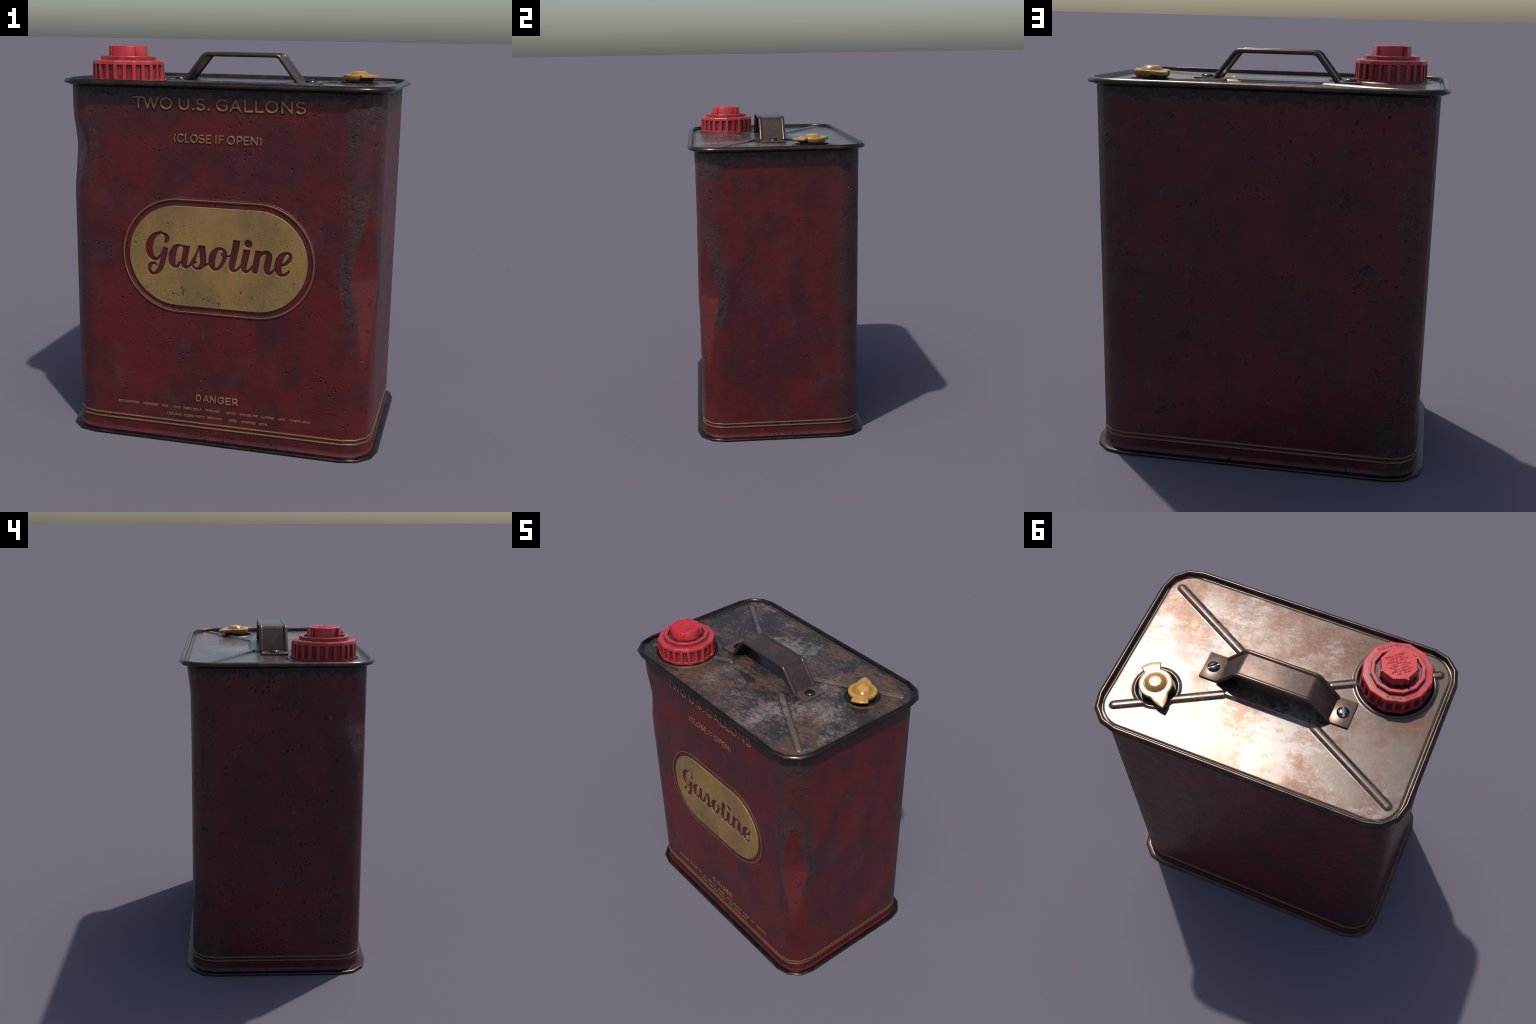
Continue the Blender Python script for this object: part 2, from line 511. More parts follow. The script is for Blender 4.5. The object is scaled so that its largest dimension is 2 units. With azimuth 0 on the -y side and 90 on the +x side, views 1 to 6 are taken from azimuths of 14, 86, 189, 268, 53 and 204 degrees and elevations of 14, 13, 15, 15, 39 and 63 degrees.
def body_mesh():
    pts = []
    for qi, (sx, sy, a0) in enumerate(QUADS):
        for k in range(25):
            pts.append((sx * CX, sy * CY, a0 + 90.0 * k / 24))
        nsx, nsy, na = QUADS[(qi + 1) % 4]
        nseg = 34 if nsy == sy else 20
        for k in range(1, nseg):                      # straight wall up to the next corner
            f = k / nseg
            pts.append((sx * CX * (1 - f) + nsx * CX * f, sy * CY * (1 - f) + nsy * CY * f, a0 + 90.0))
    zs = np.concatenate([np.linspace(.0105, .040, 10)[:-1], np.linspace(.040, 1.812, 148)])
    out = []
    for flat in (True, False):
        V = []
        for z in zs:
            for cx, cy, ang in pts:
                foot = max(0.0, 1 - (z - .0105) / .028)            # the wall turns out into the base seam
                x, y = facet(cx, cy, ang, R_BODY + .0115 * foot * foot, flat)
                V.append(dent(x, y, z))
        out.append(V)
    n = len(pts)
    F = [(k * n + i, k * n + (i + 1) % n, (k + 1) * n + (i + 1) % n, (k + 1) * n + i)
         for k in range(len(zs) - 1) for i in range(n)]
    tmp = mesh(out[1], F)
    nn = np.empty(len(tmp.vertices) * 3, np.float32)
    tmp.vertices.foreach_get("normal", nn)
    bpy.data.meshes.remove(tmp)
    return mesh(out[0], F, True, nn.reshape(-1, 3))


body = obj("body", body_mesh(), PAINT)

top_rim = obj("top_rim", ring_loft([(.130, 1.804), (.139, 1.806), (.170, 1.8165), (R_RIM, 1.824), (.1735, 1.8315), (.166, 1.8395),
                                    (.158, 1.8415), (.151, 1.839), (.1475, 1.831), (.146, 1.814), (.130, 1.806)][:-1]), RIM)
base_rim = obj("base_rim", ring_loft([(.138, .0002), (.165, .0), (.1710, .0018), (.1740, .0060), (.1728, .0100), (.166, .0128), (.146, .0148), (.136, .0148)]), RIM)
base_plate = obj("base_plate", mesh([(*facet(cx, cy, a, .132), .006) for cx, cy, a in ring_angles(1)], [tuple(range(16))[::-1]], False), RIM)
for zc in (.1005, .0785):
    prof = [(.1345, zc - .0058), (.1370, zc - .0044), (.1388, zc - .0021), (.1393, zc), (.1388, zc + .0021), (.1370, zc + .0044), (.1345, zc + .0058)]
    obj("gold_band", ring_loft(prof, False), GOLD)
    swell = [(.1342, zc - .0110), (.1352, zc - .0085), (.1364, zc - .0050), (.1371, zc), (.1364, zc + .0050), (.1352, zc + .0085), (.1342, zc + .0110)]
    obj("band_ridge", ring_loft(swell, False), PAINT)


# ------------------------------------------------------------------ ribbed top plate
def smooth(e0, e1, v):
    t = np.clip((v - e0) / (e1 - e0), 0, 1)
    return t * t * (3 - 2 * t)


def seg_dist(X, Y, a, b):
    ax, ay = a; bx, by = b
    t = np.clip(((X - ax) * (bx - ax) + (Y - ay) * (by - ay)) / ((bx - ax) ** 2 + (by - ay) ** 2), 0, 1)
    return np.hypot(X - ax - t * (bx - ax), Y - ay - t * (by - ay))


def plate_height(X, Y):
    ridge = np.full_like(X, 9.0)
    for sx in (-1, 1):
        for sy in (-1, 1):
            ridge = np.minimum(ridge, seg_dist(X, Y, (sx * .728, sy * .396), (sx * .245, sy * .130)))
    qx, qy = np.abs(X) - .240, np.abs(Y) - .132          # raised middle panel under the handle
    qx, qy = qx + .02, qy + .02
    box = np.hypot(np.maximum(qx, 0), np.maximum(qy, 0)) + np.minimum(np.maximum(qx, qy), 0) - .02
    h = np.maximum(smooth(.0250, .0075, ridge), smooth(.0125, -.006, box)) * .0105
    rc, rp = np.hypot(X - CAP[0], Y - CAP[1]), np.hypot(X - PLUG[0], Y - PLUG[1])
    h = np.maximum(h, smooth(.217, .204, rc) * .0075)
    h = np.maximum(h, smooth(.126, .115, rp) * .0065)
    h = h * smooth(.1860, .1970, rc) - .010 * smooth(.1945, .1865, rc)
    h = h * smooth(.100, .107, rp) - .012 * smooth(.106, .098, rp)
    # shallow swage where the sheet turns up into the rim
    dx, dy = np.maximum(np.abs(X) - CX, 0), np.maximum(np.abs(Y) - CY, 0)
    inside = np.maximum(np.abs(X) - CX, np.abs(Y) - CY)
    d = np.where((dx > 0) & (dy > 0), np.hypot(dx, dy), inside)
    h = h - .005 * smooth(.128, .138, d) + .006 * smooth(.141, .148, d)
    return h


def plate_mesh():
    sx, sy = .0042, .0042
    xs = np.arange(-CX - .152, CX + .1521, sx); ys = np.arange(-CY - .152, CY + .1521, sy)
    X, Y = np.meshgrid(xs, ys, indexing="ij")
    Z = PLATE_Z + plate_height(X, Y)
    nx, ny = X.shape
    dx, dy = np.maximum(np.abs(X) - CX, 0), np.maximum(np.abs(Y) - CY, 0)
    keep = np.hypot(dx, dy) < .155
    V = np.stack([X, Y, Z], -1).reshape(-1, 3)
    idx = np.arange(nx * ny).reshape(nx, ny)
    ok = keep[:-1, :-1] & keep[1:, :-1] & keep[1:, 1:] & keep[:-1, 1:]
    F = np.stack([idx[:-1, :-1], idx[1:, :-1], idx[1:, 1:], idx[:-1, 1:]], -1)[ok]
    used = np.unique(F); remap = np.full(nx * ny, -1); remap[used] = np.arange(len(used))
    return mesh(V[used], [tuple(map(int, f)) for f in remap[F]])


top_plate = obj("top_plate", plate_mesh(), PLATE)


# ------------------------------------------------------------------ handle
def path_points(r_top=.018):
    """strap centre line in x, z from one foot to the other, bends slightly rounded"""
    key = [(-.300, 1.829), (-.195, 1.9625), (.195, 1.9625), (.300, 1.829)]
    pts = [key[0]]
    for a, b, c in zip(key, key[1:], key[2:]):
        A, B, C = map(np.array, (a, b, c))
        u, w = (A - B) / np.linalg.norm(A - B), (C - B) / np.linalg.norm(C - B)
        for t in (0, .33, .67, 1):
            p, q = B + u * r_top * (1 - t), B + w * r_top * t
            pts.append(tuple((1 - t) * p + t * q))
    return pts + [key[-1]]


def sweep_section(path, section):
    """sweeps a closed (side, up) section along an x,z path"""
    P = np.array(path); m = len(section)
    T = np.gradient(P, axis=0)
    V = []
    for i, p in enumerate(P):
        if i == 0: t = P[1] - P[0]
        elif i == len(P) - 1: t = P[-1] - P[-2]
        else:
            a, b = P[i] - P[i - 1], P[i + 1] - P[i]
            t = a / np.linalg.norm(a) + b / np.linalg.norm(b)
        t = t / np.linalg.norm(t)
        nx, nz = -t[1], t[0]
        for s, u in section:
            V.append((p[0] + nx * u, s, p[1] + nz * u))
    F = []
    for i in range(len(P) - 1):
        for k in range(m):
            l = (k + 1) % m
            F.append((i * m + k, (i + 1) * m + k, (i + 1) * m + l, i * m + l))
    F.append(tuple(range(m))[::-1]); F.append(tuple(range((len(P) - 1) * m, len(P) * m)))
    return by_angle(fix_normals(mesh(V, F)), 45)


HY = .003
strap_path = path_points()
handle = obj("handle", sweep_section(strap_path, [(HY - .072, -.006), (HY + .072, -.006), (HY + .072, .003), (HY - .072, .003)]), STRAP)
for s in (-1, 1):
    lip = [(HY + s * .0725 + .0125 * math.cos(a), .0005 + .0115 * math.sin(a)) for a in np.arange(10) * math.tau / 10]
    obj("handle_lip", sweep_section(strap_path, lip), LIP, handle)
    obj("handle_foot", box_mesh(s * .351, HY - .003, 1.8265, .108, .156, .009, .0015), FOOT, handle)


# slotted dome screws
def screw_mesh(x, y, slot_deg):
    V, F, n = [], [], 10
    prof = [(.0335, 1.826), (.0335, 1.834), (.029, 1.8405), (.020, 1.844), (.009, 1.8455)]
    for r, z in prof:
        for k in range(n):
            a = math.tau * k / n
            V.append((x + r * math.cos(a), y + r * math.sin(a), z))
    for i in range(len(prof) - 1):
        for k in range(n):
            F.append((i * n + k, i * n + (k + 1) % n, (i + 1) * n + (k + 1) % n, (i + 1) * n + k))
    F.append(tuple(range((len(prof) - 1) * n, len(prof) * n))); F.append(tuple(range(n))[::-1])
    head = bpy.data.objects.new("screw_tmp", mesh(V, F)); SC.objects.link(head)
    cut = bpy.data.objects.new("slot_tmp", box_mesh(0, 0, 1.8440, .09, .0100, .012)); SC.objects.link(cut)
    cut.rotation_euler[2] = math.radians(slot_deg); cut.location = (x, y, 0)
    md = head.modifiers.new("slot", "BOOLEAN"); md.operation, md.object, md.solver = "DIFFERENCE", cut, "EXACT"
    bpy.context.view_layer.update()
    me = bpy.data.meshes.new_from_object(head.evaluated_get(bpy.context.evaluated_depsgraph_get()))
    bpy.data.objects.remove(head); bpy.data.objects.remove(cut)
    return by_angle(me, 50)


for sx, ang in ((.356, 44), (-.353, 112)):
    obj("screw", screw_mesh(sx, .002, ang), STEEL, handle)


# ------------------------------------------------------------------ red cap (twelve-sided, 24 flutes)
def lathe_poly(centre, sides, prof, start=0.0, cap_top=True, close=False):
    V, F = [], []
    for r, z in prof:
        for k in range(sides):
            a = math.radians(start) + math.tau * k / sides
            V.append((centre[0] + r * math.cos(a), centre[1] + r * math.sin(a), z))
    n, m = sides, len(prof)
    for i in range(m if close else m - 1):
        j = (i + 1) % m
        for k in range(n):
            F.append((i * n + k, i * n + (k + 1) % n, j * n + (k + 1) % n, j * n + k))
    if cap_top:
        F.append(tuple(range((m - 1) * n, m * n)))
    return V, F


def cap_mesh():
    per = 10                                             # samples per flute
    shape = [0, 0, 0, 1, 1, 1, 1, 1, 1, 0]
    offs = [0, .17, .30, .36, .42, .55, .68, .80, .86, .92]
    levels = [(.1838, 1.8215, 0), (.1842, 1.8300, 0), (.1840, 1.8345, 0), (.1838, 1.8375, 1), (.1822, 1.9060, 1), (.1820, 1.9095, 0),
              (.1815, 1.9200, 0), (.1800, 1.9262, 0), (.1765, 1.9292, 0), (.1500, 1.9300, 0), (.1380, 1.9302, 0)]
    V = []
    for R, z, fl in levels:
        for f in range(24):
            for k in range(per):
                deg = f * 15 + offs[k] * 15 - 2.0
                loc = (deg % 30) - 15
                a = math.radians(deg)
                r = R * math.cos(math.pi / 12) / math.cos(math.radians(loc))
                r -= .0095 * fl * shape[k]
                V.append((CAP[0] + r * math.cos(a), CAP[1] + r * math.sin(a), z))
    n = 24 * per
    F = [(i * n + k, i * n + (k + 1) % n, (i + 1) * n + (k + 1) % n, (i + 1) * n + k)
         for i in range(len(levels) - 1) for k in range(n)]
    return by_angle(mesh(V, F), 38)


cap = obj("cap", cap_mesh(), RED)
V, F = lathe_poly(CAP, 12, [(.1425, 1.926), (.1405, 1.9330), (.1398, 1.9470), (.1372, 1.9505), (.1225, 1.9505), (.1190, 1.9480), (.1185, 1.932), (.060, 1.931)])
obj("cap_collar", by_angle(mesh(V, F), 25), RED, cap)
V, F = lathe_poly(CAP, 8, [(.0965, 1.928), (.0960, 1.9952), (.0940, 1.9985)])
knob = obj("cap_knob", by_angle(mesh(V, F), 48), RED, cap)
for k in range(4):                                       # grip fins on alternate corners
    a = math.radians(45 + 90 * k)
    bm = bmesh.new(); bmesh.ops.create_cube(bm, size=1.0)
    for v in bm.verts:
        u, w, z = v.co.x * .022 + .0895, v.co.y * .0130, v.co.z * .064 + 1.9640
        v.co = (CAP[0] + u * math.cos(a) - w * math.sin(a), CAP[1] + u * math.sin(a) + w * math.cos(a), z)
    bmesh.ops.bevel(bm, geom=bm.edges[:], offset=.002, segments=2, profile=.5, affect="EDGES")
    me = bpy.data.meshes.new("m"); bm.to_mesh(me); bm.free()
    obj("cap_fin", by_angle(me, 40), RED, cap)


# ------------------------------------------------------------------ yellow vent plug
def plug_mesh():
    n = 216
    beak, tab = 130.0, -52.0
    def outline(d):
        r = .0860
        b = abs((d - beak + 180) % 360 - 180)
        if b < 33:
            u = b / 33.0                                  # pointed spout with hollow flanks
            r = max(r, .0860 + .064 * (1 - u) ** 1.25)
        t = abs((d - tab + 180) % 360 - 180)
        if t < 24.5:
            r = .126
        elif t < 27.5:
            r = .126 + (.0860 - .126) * (t - 24.5) / 3
        return r
    rings = []                                            # (fraction or radius, z, follows outline)
    dome = [(.012, 1.8868), (.0290, 1.8868), (.0310, 1.8866), (.0335, 1.8857), (.040, 1.8815), (.0485, 1.8745), (.0540, 1.8690), (.0555, 1.8668), (.0580, 1.8668), (.0605, 1.8690)]
    sides = [(.0, 1.8690), (1.0, 1.8690)]
    V = []
    rows = []
    for r, z in dome:
        rows.append([(r, z)] * n)
    for f, dz in ((.0, 0), (.30, 0), (.62, 0), (.90, 0), (.975, -.0008), (1.0, -.0035), (1.0, -.012), (.985, -.022), (.94, -.0285), (.86, -.033)):
        row = []
        for k in range(n):
            d = 360.0 * k / n
            ro = outline(d)
            if f < .88 and dz == 0:
                r = .0615 + (ro - .0615) * f
            else:
                r = ro * f
            ext = max(0.0, (r - .085) / .06)
            t = abs((d - tab + 180) % 360 - 180)
            lift = (.0 if t < 30 else -.003) * min(ext * 1.4, 1.0)
            z = 1.869 + lift + dz
            if ro > .09 and dz < -.01:                    # spout and tab are thinner than the disc
                z = max(z, 1.869 + lift - (.0125 if t < 30 else .019))
            row.append((r, z))
        rows.append(row)
    for row in rows:
        for k, (r, z) in enumerate(row):
            a = math.tau * k / n
            V.append((PLUG[0] + r * math.cos(a), PLUG[1] + r * math.sin(a), z))
    m = len(rows)
    F = [(i * n + k, (i + 1) * n + k, (i + 1) * n + (k + 1) % n, i * n + (k + 1) % n) for i in range(m - 1) for k in range(n)]
    F.append(tuple(range(n))); F.append(tuple(range((m - 1) * n, m * n))[::-1])
    return by_angle(mesh(V, F), 33)


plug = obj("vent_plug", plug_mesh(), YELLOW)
V, F = lathe_poly(PLUG, 32, [(.074, 1.800), (.074, 1.845)])
obj("plug_neck", by_angle(mesh(V, F), 40), BLACK, plug)


# ------------------------------------------------------------------ stroke alphabet (cap height 1)
def arc(cx, cy, rx, ry, a0, a1, n=14):
    return [(cx + rx * math.cos(math.radians(a0 + (a1 - a0) * k / n)), cy + ry * math.sin(math.radians(a0 + (a1 - a0) * k / n))) for k in range(n + 1)]


S_CURVE = arc(.33, .755, .30, .245, 35, 180, 10) + arc(.33, .755, .30, .245, 190, 255, 5) + arc(.34, .265, .32, .265, 70, 0, 6)[1:] + arc(.34, .265, .32, .265, -8, -150, 11)
GLYPH = {
    "T": (.74, [[(0, 1), (.74, 1)], [(.37, 1), (.37, 0)]]),
    "W": (1.16, [[(0, 1), (.31, 0), (.58, 1), (.85, 0), (1.16, 1)]]),
    "O": (.98, [arc(.49, .5, .49, .5, 90, 450, 32)]),
    "U": (.74, [[(0, 1), (0, .40)] + arc(.37, .37, .37, .37, 180, 360, 14) + [(.74, .40), (.74, 1)]]),
    ".": (.0, [[(-.015, .03), (.015, .03)]]),
    "S": (.66, [S_CURVE]),
    "G": (.86, [arc(.48, .5, .48, .5, 42, 318, 26) + [(.86, .20), (.86, .46), (.52, .46)]]),
    "A": (.88, [[(0, 0), (.44, 1), (.88, 0)], [(.16, .30), (.72, .30)]]),
    "L": (.56, [[(0, 1), (0, 0), (.56, 0)]]),
    "N": (.74, [[(0, 0), (0, 1), (.74, 0), (.74, 1)]]),
    "C": (.80, [arc(.48, .5, .48, .5, 48, 312, 24)]),
    "E": (.60, [[(.60, 1), (0, 1), (0, 0), (.60, 0)], [(0, .52), (.52, .52)]]),
    "I": (.02, [[(.01, 0), (.01, 1)]]),
    "F": (.58, [[(.58, 1), (0, 1), (0, 0)], [(0, .50), (.50, .50)]]),
    "P": (.62, [[(0, 0), (0, 1), (.30, 1)] + arc(.30, .70, .32, .30, 90, -90, 12) + [(0, .40)]]),
    "R": (.64, [[(0, 0), (0, 1), (.30, 1)] + arc(.30, .70, .32, .30, 90, -90, 12) + [(0, .40)], [(.32, .40), (.64, 0)]]),
    "D": (.78, [[(0, 0), (0, 1), (.28, 1)] + arc(.28, .5, .50, .5, 90, -90, 16) + [(0, 0)]]),
    "(": (.18, [arc(.55, .48, .55, .74, 142, 218, 10)]),
    ")": (.18, [arc(-.37, .48, .55, .74, 38, -38, 10)]),
}


def split_corners(poly, limit=40):
    """breaks a polyline where it turns sharply, so that every piece sweeps cleanly"""
    poly = [p for i, p in enumerate(poly) if i == 0 or math.dist(p, poly[i - 1]) > 1e-7]
    out, cur = [], [poly[0]]
    for i in range(1, len(poly)):
        cur.append(poly[i])
        if i + 1 < len(poly):
            a = np.array(poly[i]) - np.array(poly[i - 1]); b = np.array(poly[i + 1]) - np.array(poly[i])
            la, lb = np.linalg.norm(a), np.linalg.norm(b)
            if la > 1e-9 and lb > 1e-9 and np.dot(a, b) / la / lb < math.cos(math.radians(limit)):
                out.append(cur); cur = [poly[i]]
    out.append(cur)
    return out


ENDS = [(1.0, .03), (.86, .51), (.50, .866)]


def tube_mesh(strokes, radius, place, sides=8):
    """rounded strokes swept along 2D polylines; place maps (u, v, depth) to 3D"""
    V, F = [], []
    for s in strokes:
        loop = len(s) > 6 and math.dist(s[0], s[-1]) < 1e-6 and len(split_corners(s)) == 1
        for piece in ([s] if loop else split_corners(s)):
            P = np.array([p for i, p in enumerate(piece) if i == 0 or math.dist(p, piece[i - 1]) > 1e-7], float)
            if loop:
                P = P[:-1]
                T = np.roll(P, -1, 0) - np.roll(P, 1, 0)
            else:
                T = np.gradient(P, axis=0)
            T /= np.linalg.norm(T, axis=1)[:, None]
            rows = [(p, t, 1.0) for p, t in zip(P, T)]
            if not loop:
                rows = ([(P[0] - T[0] * radius * k, T[0], w) for k, w in ENDS] + rows
                        + [(P[-1] + T[-1] * radius * k, T[-1], w) for k, w in reversed(ENDS)])
            base = len(V)
            for p, t, w in rows:
                for k in range(sides):
                    a = math.tau * k / sides
                    c, d = radius * w * math.cos(a), radius * w * math.sin(a)
                    V.append(place(p[0] - t[1] * c, p[1] + t[0] * c, d))
            n = len(rows)
            for i in range(n if loop else n - 1):
                j = (i + 1) % n
                for k in range(sides):
                    l = (k + 1) % sides
                    F.append((base + i * sides + k, base + j * sides + k, base + j * sides + l, base + i * sides + l))
            if not loop:
                F.append(tuple(base + k for k in range(sides)))
                F.append(tuple(base + (n - 1) * sides + k for k in range(sides))[::-1])
    return fix_normals(mesh(V, F, True))


def on_front(u, v, d):
    return (u, -FRONT - d * .85 - .0002, v)


def on_relief(u, v, d):
    return (u, -FRONT - d * .30, v)


def text_line(name, letters, x0, x1, z0, height, stroke):
    """letters: (character, left, right) in any unit; the whole line is fitted between x0 and x1"""
    lo, hi = letters[0][1], letters[-1][2]
    k, kz = (x1 - x0) / (hi - lo), height - stroke
    holder = bpy.data.objects.new(name, None); SC.objects.link(holder); holder.parent = root
    holder.empty_display_size = .02
    halo = []
    for c, a, b in letters:
        left, right = x0 + (a - lo) * k + stroke / 2, x0 + (b - lo) * k - stroke / 2
        pts = [u for s in GLYPH[c][1] for u, _ in s]
        u0, u1 = min(pts), max(pts)
        f = (right - left) / max(u1 - u0, .02)
        st = [[(left + (u - u0) * f, z0 + stroke / 2 + v * kz) for u, v in s] for s in GLYPH[c][1]]
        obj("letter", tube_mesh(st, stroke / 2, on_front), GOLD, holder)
        halo += st
    obj("pressed_relief", tube_mesh(halo, stroke * .95, on_relief), PAINT, holder)["kind"] = "stuff"


text_line("capacity_lettering", [("T", 30, 200), ("W", 178, 390), ("O", 405, 575), ("U", 655, 798), (".", 830, 862), ("S", 885, 1008), (".", 1030, 1062), ("G", 1143, 1303),
                                 ("A", 1322, 1478), ("L", 1508, 1622), ("L", 1648, 1759), ("O", 1775, 1947), ("N", 1978, 2128), ("S", 2162, 2292)], -.430, .430, 1.7035, .0620, .0105)
text_line("closure_lettering", [("(", 565, 598), ("C", 608, 697), ("L", 713, 776), ("O", 784, 890), ("S", 894, 982), ("E", 992, 1066), ("I", 1117, 1142), ("F", 1163, 1230),
                                ("O", 1270, 1380), ("P", 1398, 1477), ("E", 1488, 1562), ("N", 1578, 1678), (")", 1694, 1727)], -.218, .222, 1.5490, .0440, .0080)
text_line("warning_lettering", [("D", 113, 217), ("A", 238, 357), ("N", 363, 482), ("G", 503, 627), ("E", 645, 747), ("R", 768, 877)], -.104, .122, .2190, .0415, .0085)


# rows of print too small to read: words as runs of tiny letter strokes
def small_words(rows, height, stroke, place, seed):
    r = random.Random(seed)
    strokes = []
    for v0, words in rows:
        for a, b in words:
            n = max(2, round((b - a) / (height * .95)))
            for i in range(n):
                c = r.choice("TOUSGALNCEFPRDE")
                w = (b - a) / n
                gw = GLYPH[c][0]
                for s in GLYPH[c][1]:
                    s = s[::2] + [s[-1]] if len(s) > 8 else s
                    strokes.append([(a + i * w + w * .80 * u / gw, v0 + v * height) for u, v in s])
    return tube_mesh(strokes, stroke / 2, place)


ROW1 = [(-.531, -.416), (-.393, -.307), (-.287, -.254), (-.225, -.186), (-.172, -.126), (-.120, -.074), (-.052, .029), (.060, .114),
        (.131, .227), (.243, .311), (.333, .371), (.392, .497)]
ROW2 = [(-.259, -.185), (-.165, -.110), (-.104, -.055), (-.042, .039), (.072, .116), (.141, .217), (.232, .278)]
print_obj = obj("small_print", small_words([(.1715, ROW1), (.1325, ROW2)], .0105, .0032, on_front, 3), FADED)
print_obj["kind"] = "stuff"


# raised print on the cap: eight short rows on the knob and two arcs on the shoulder
KNOB_TURN = 221.0


def on_knob(u, v, d):
    a = math.radians(KNOB_TURN)
    return (CAP[0] + u * math.cos(a) - v * math.sin(a), CAP[1] + u * math.sin(a) + v * math.cos(a), 1.9985 + min(d, .00105) * 1.42)


rows = []
for i in range(8):
    wide = .107 if i % 2 == 0 else .077
    cut = wide * (.30 + .35 * rng.random())
    rows.append((.0470 - i * .0152, [(-wide / 2, cut - wide / 2 - .003), (cut - wide / 2 + .003, wide / 2)]))
kp = obj("knob_print", small_words(rows, .0088, .0030, on_knob, 5), RED, cap); kp["kind"] = "stuff"


def on_shoulder(u, v, d):
    a = u / .162
    r = .1475 + v
    return (CAP[0] + r * math.cos(a), CAP[1] + r * math.sin(a), 1.9297 + d * 1.1)


def arc_words(mid, spans):
    return [(math.radians(mid + a) * .162, math.radians(mid + b) * .162) for a, b in spans]


sp = obj("shoulder_print", small_words([(0, arc_words(-61, [(-30, -4), (1, 30)]) + arc_words(118, [(-29, 0), (4, 29)]))], .0150, .0036, on_shoulder, 11), RED, cap)
sp["kind"] = "stuff"


# ------------------------------------------------------------------ badge with the engraved script word
def catmull(pts, per=10):
    P = np.array([pts[0]] + list(pts) + [pts[-1]], float)
    out = []
    for i in range(1, len(P) - 2):
        p0, p1, p2, p3 = P[i - 1:i + 3]
        for t in np.arange(per) / per:
            out.append(.5 * (2 * p1 + (p2 - p0) * t + (2 * p0 - 5 * p1 + 4 * p2 - p3) * t * t + (3 * p1 - p0 - 3 * p2 + p3) * t ** 3))
    out.append(P[-2])
    return np.array(out)


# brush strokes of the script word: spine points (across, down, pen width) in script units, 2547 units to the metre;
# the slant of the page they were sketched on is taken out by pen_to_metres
SCRIPT = [
    ("G", [(450, 296, 16), (474, 280, 40), (487, 243, 60), (470, 200, 52), (428, 176, 30), (390, 169, 28), (338, 188, 48), (288, 246, 76), (257, 330, 92), (258, 410, 90),
           (284, 470, 74), (322, 502, 50), (352, 504, 40), (384, 486, 30), (415, 444, 24), (442, 392, 22)], None),
    ("G", [(470, 345, 68), (455, 430, 70), (436, 520, 70), (412, 598, 66), (380, 660, 56), (330, 696, 34), (288, 690, 40), (262, 652, 48), (260, 610, 46), (275, 576, 42),
           (305, 560, 32), (333, 568, 34), (352, 594, 16)], (470, 358)),
    ("a", [(700, 352, 26), (672, 334, 26), (640, 330, 30), (598, 356, 60), (563, 430, 90), (550, 510, 92), (562, 576, 72), (594, 606, 38), (626, 596, 34), (660, 550, 24)], None),
    ("a", [(746, 318, 84), (730, 420, 82), (712, 520, 80), (706, 578, 72), (722, 612, 44), (756, 612, 30), (790, 586, 24), (812, 556, 24)], (746, 334)),
    ("s", [(812, 590, 22), (826, 545, 50), (846, 500, 38), (876, 430, 26), (905, 350, 22)], None),
    ("s", [(838, 545, 52), (854, 548, 34), (866, 556, 14)], None),
    ("s", [(936, 315, 92), (948, 420, 84), (956, 500, 84), (952, 570, 78), (925, 616, 56), (882, 636, 34), (842, 622, 30), (812, 586, 24)], (940, 333)),
    ("s", [(968, 590, 50), (1008, 580, 24), (1048, 552, 22)], None),
    ("o", [(1180, 372, 32), (1126, 396, 56), (1082, 468, 84), (1068, 555, 88), (1082, 620, 64), (1118, 647, 36), (1168, 622, 40), (1216, 552, 50), (1240, 470, 50), (1232, 405, 44), (1180, 372, 32)], None),
    ("o", [(1205, 436, 20), (1206, 470, 26), (1238, 482, 24), (1290, 474, 22), (1325, 458, 22)], None),
    ("l", [(1399, 245, 92), (1379, 360, 88), (1354, 480, 86), (1334, 572, 84), (1330, 634, 70), (1352, 666, 40), (1394, 656, 30), (1440, 610, 24)], (1396, 266)),
    ("i", [(1530, 372, 90), (1512, 470, 86), (1490, 560, 84), (1484, 634, 72), (1506, 676, 42), (1548, 664, 30), (1598, 612, 24)], (1526, 390)),
    ("i", [(1544, 312, 98), (1546, 313, 98)], None),
    ("n", [(1682, 388, 80), (1662, 490, 78), (1640, 600, 76), (1627, 668, 74)], (1678, 402)),
    ("n", [(1664, 540, 18), (1692, 482, 24), (1738, 436, 40), (1786, 430, 56), (1812, 462, 74), (1808, 520, 84), (1794, 590, 86), (1784, 650, 76), (1798, 700, 44), (1838, 694, 30), (1880, 656, 24), (1908, 616, 22)], None),
    ("e", [(1966, 596, 22), (2018, 584, 36), (2072, 540, 44), (2096, 482, 44), (2072, 442, 40), (2030, 440, 38), (1984, 474, 66), (1946, 540, 88), (1930, 620, 92), (1942, 690, 72),
           (1978, 724, 40), (2030, 716, 36), (2062, 690, 28), (2084, 660, 6)], None),
]


def pen_to_metres(u, v):
    x = -.4455 + 3.9334e-4 * u + 2.3e-6 * v + 8.05e-9 * (u - 1162) * (v - 440) - 8.9e-9 * ((u - 1162) ** 2 - 3.0e5)
    z = 1.1493 + 2.971e-5 * u - 3.8761e-4 * v + 9.4e-9 * (u - 1162) * (v - 440)
    return x, z


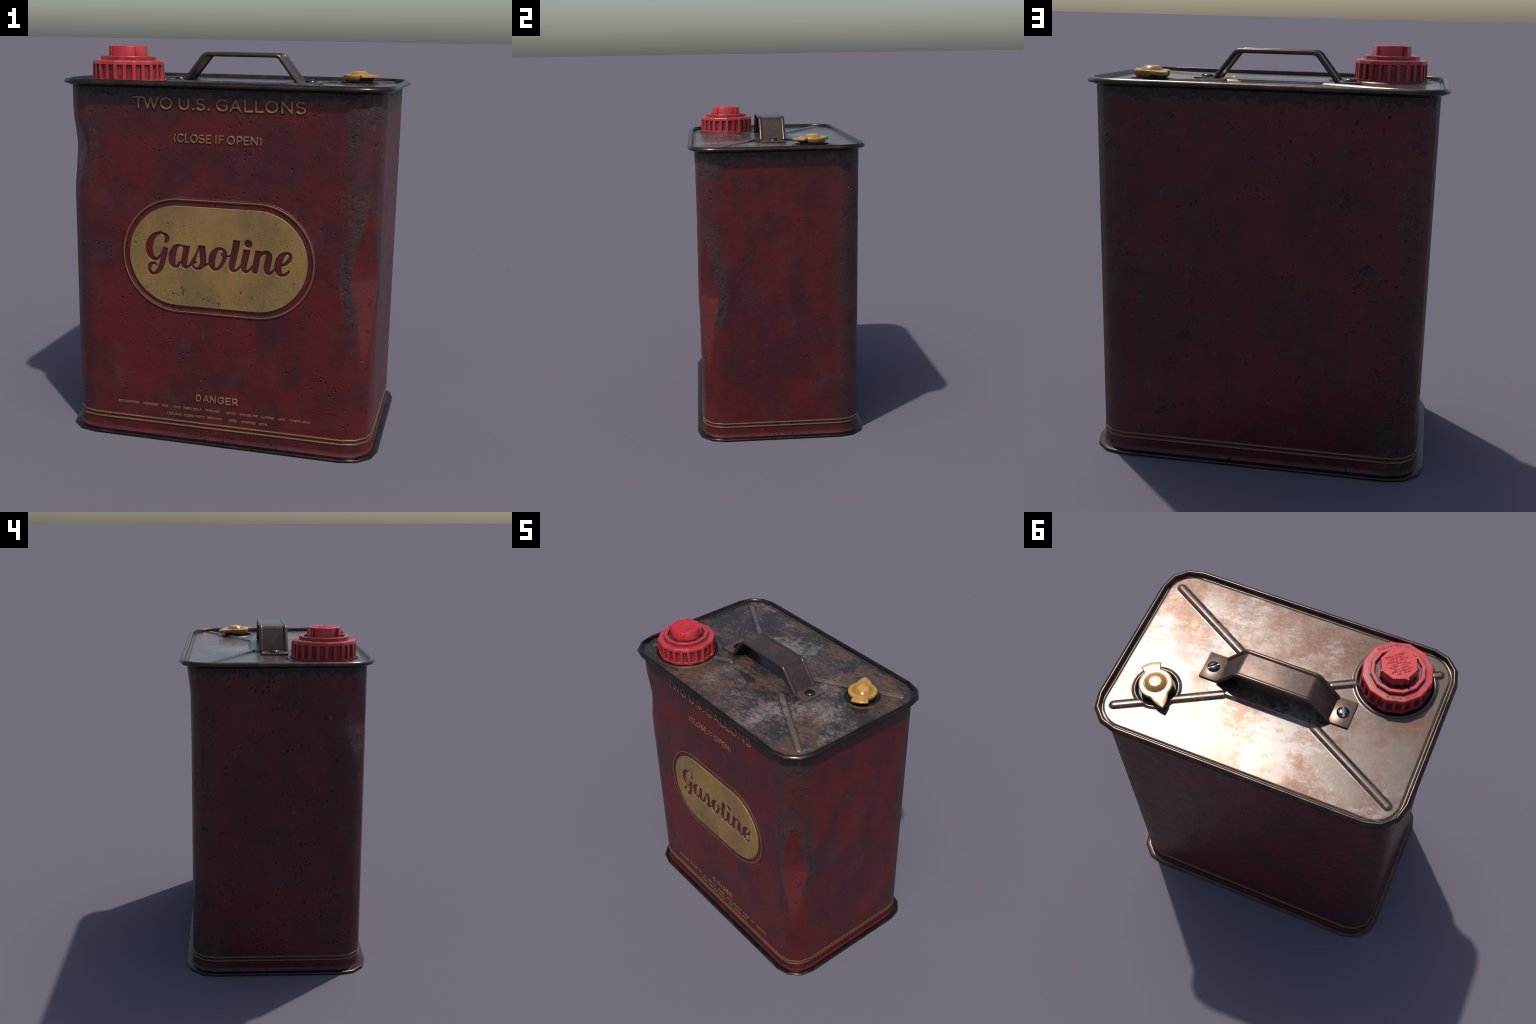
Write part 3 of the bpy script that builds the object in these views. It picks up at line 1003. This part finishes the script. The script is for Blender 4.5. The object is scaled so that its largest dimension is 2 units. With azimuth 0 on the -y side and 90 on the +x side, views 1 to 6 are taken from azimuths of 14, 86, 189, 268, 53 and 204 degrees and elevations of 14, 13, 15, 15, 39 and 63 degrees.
def script_field(X, Z):
    """signed distance (negative inside) of the union of all pen strokes"""
    D = np.full(X.shape, 1.0)
    for _, spine, clip in SCRIPT:
        S = catmull(spine, 12)
        d = np.full(X.shape, 1.0)
        for u, v, w in S:
            x, z = pen_to_metres(u, v)
            d = np.minimum(d, np.hypot(X - x, Z - z) - w / 2 / 2530.0)
        if clip is not None:                               # stems are cut off level at the top
            x, z = pen_to_metres(*clip)
            d = np.maximum(d, (Z - z) + .02 * (X - x))
        D = np.minimum(D, d)
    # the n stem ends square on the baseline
    return D


def contours(f, xs, ys, level=0.0):
    """marching squares -> closed loops"""
    F = f - level
    nx, ny = F.shape
    segs = {}
    def cut(i, j, k, l):
        a, b = F[i, j], F[k, l]
        t = a / (a - b)
        return (xs[i] + (xs[k] - xs[i]) * t, ys[j] + (ys[l] - ys[j]) * t)
    sgn = F < 0
    act = np.argwhere((sgn[:-1, :-1].astype(int) + sgn[1:, :-1] + sgn[1:, 1:] + sgn[:-1, 1:]) % 4 != 0)
    pos, link = {}, {}
    for i, j in act:
        c = [(i, j), (i + 1, j), (i + 1, j + 1), (i, j + 1)]
        e = []
        for q in range(4):
            A, B = c[q], c[(q + 1) % 4]
            if sgn[A] != sgn[B]:
                key = (min(A, B), max(A, B))
                pos[key] = cut(*A, *B)
                e.append((key, sgn[A]))
        ins = [k for k, s in e if s]; outs = [k for k, s in e if not s]
        for a, b in zip(ins, outs):
            link[a] = b
    loops = []
    while link:
        k0 = next(iter(link)); k = k0; loop = []
        while k in link:
            loop.append(pos[k]); k = link.pop(k)
        if len(loop) > 8:
            loops.append(np.array(loop))
    return loops


def thin(loop, d=.0030):
    for _ in range(2):
        loop = .5 * loop + .25 * (np.roll(loop, 1, 0) + np.roll(loop, -1, 0))
    keep = [0]; s = 0.0
    for i in range(1, len(loop)):
        s += np.linalg.norm(loop[i] - loop[i - 1])
        if s >= d:
            keep.append(i); s = 0.0
    return loop[keep]


def stadium(half_straight, r, cz, n=40):
    a = [(half_straight + r * math.cos(t), cz + r * math.sin(t)) for t in np.linspace(-math.pi / 2, math.pi / 2, n)]
    b = [(-half_straight + r * math.cos(t), cz + r * math.sin(t)) for t in np.linspace(math.pi / 2, 1.5 * math.pi, n)]
    return a + b


def filled(loops, thick, bevel, y0):
    cu = bpy.data.curves.new("fill", "CURVE")
    cu.dimensions, cu.fill_mode, cu.extrude, cu.bevel_depth, cu.bevel_resolution = "2D", "BOTH", thick / 2, bevel, 2
    cu.offset = -bevel
    for lp in loops:
        sp = cu.splines.new("POLY"); sp.points.add(len(lp) - 1)
        for q, p in zip(sp.points, lp):
            q.co = (p[0], p[1], 0, 1)
        sp.use_cyclic_u = True
    o = bpy.data.objects.new("fill", cu); SC.objects.link(o)
    bpy.context.view_layer.update()
    me = bpy.data.meshes.new_from_object(o.evaluated_get(bpy.context.evaluated_depsgraph_get()))
    bpy.data.objects.remove(o); bpy.data.curves.remove(cu)
    for v in me.vertices:
        v.co = (v.co.x, y0 - v.co.z, v.co.y)
    me.update()
    return by_angle(me, 50)


BADGE_Z, BADGE_X = .985, .0042
gx, gz = np.arange(-.40, .42, .0022), np.arange(.85, 1.14, .0022)
GX, GZ = np.meshgrid(gx, gz, indexing="ij")
loops = [thin(l) for l in contours(script_field(GX, GZ), gx, gz)]
outer = [(x + BADGE_X, z) for x, z in stadium(.201, .255, BADGE_Z)]
badge = obj("badge_panel", filled([outer] + loops, .0050, .0024, -FRONT - .0015), GOLD_PANEL)
obj("script_lettering", filled(loops, .0012, .0, -FRONT - .0006), PAINT, badge)

border = [(x + BADGE_X, z) for x, z in stadium(.201, .2865, BADGE_Z)]
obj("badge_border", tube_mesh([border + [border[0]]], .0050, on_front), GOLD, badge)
obj("border_ridge", tube_mesh([border + [border[0]]], .0125, on_relief), PAINT, badge)
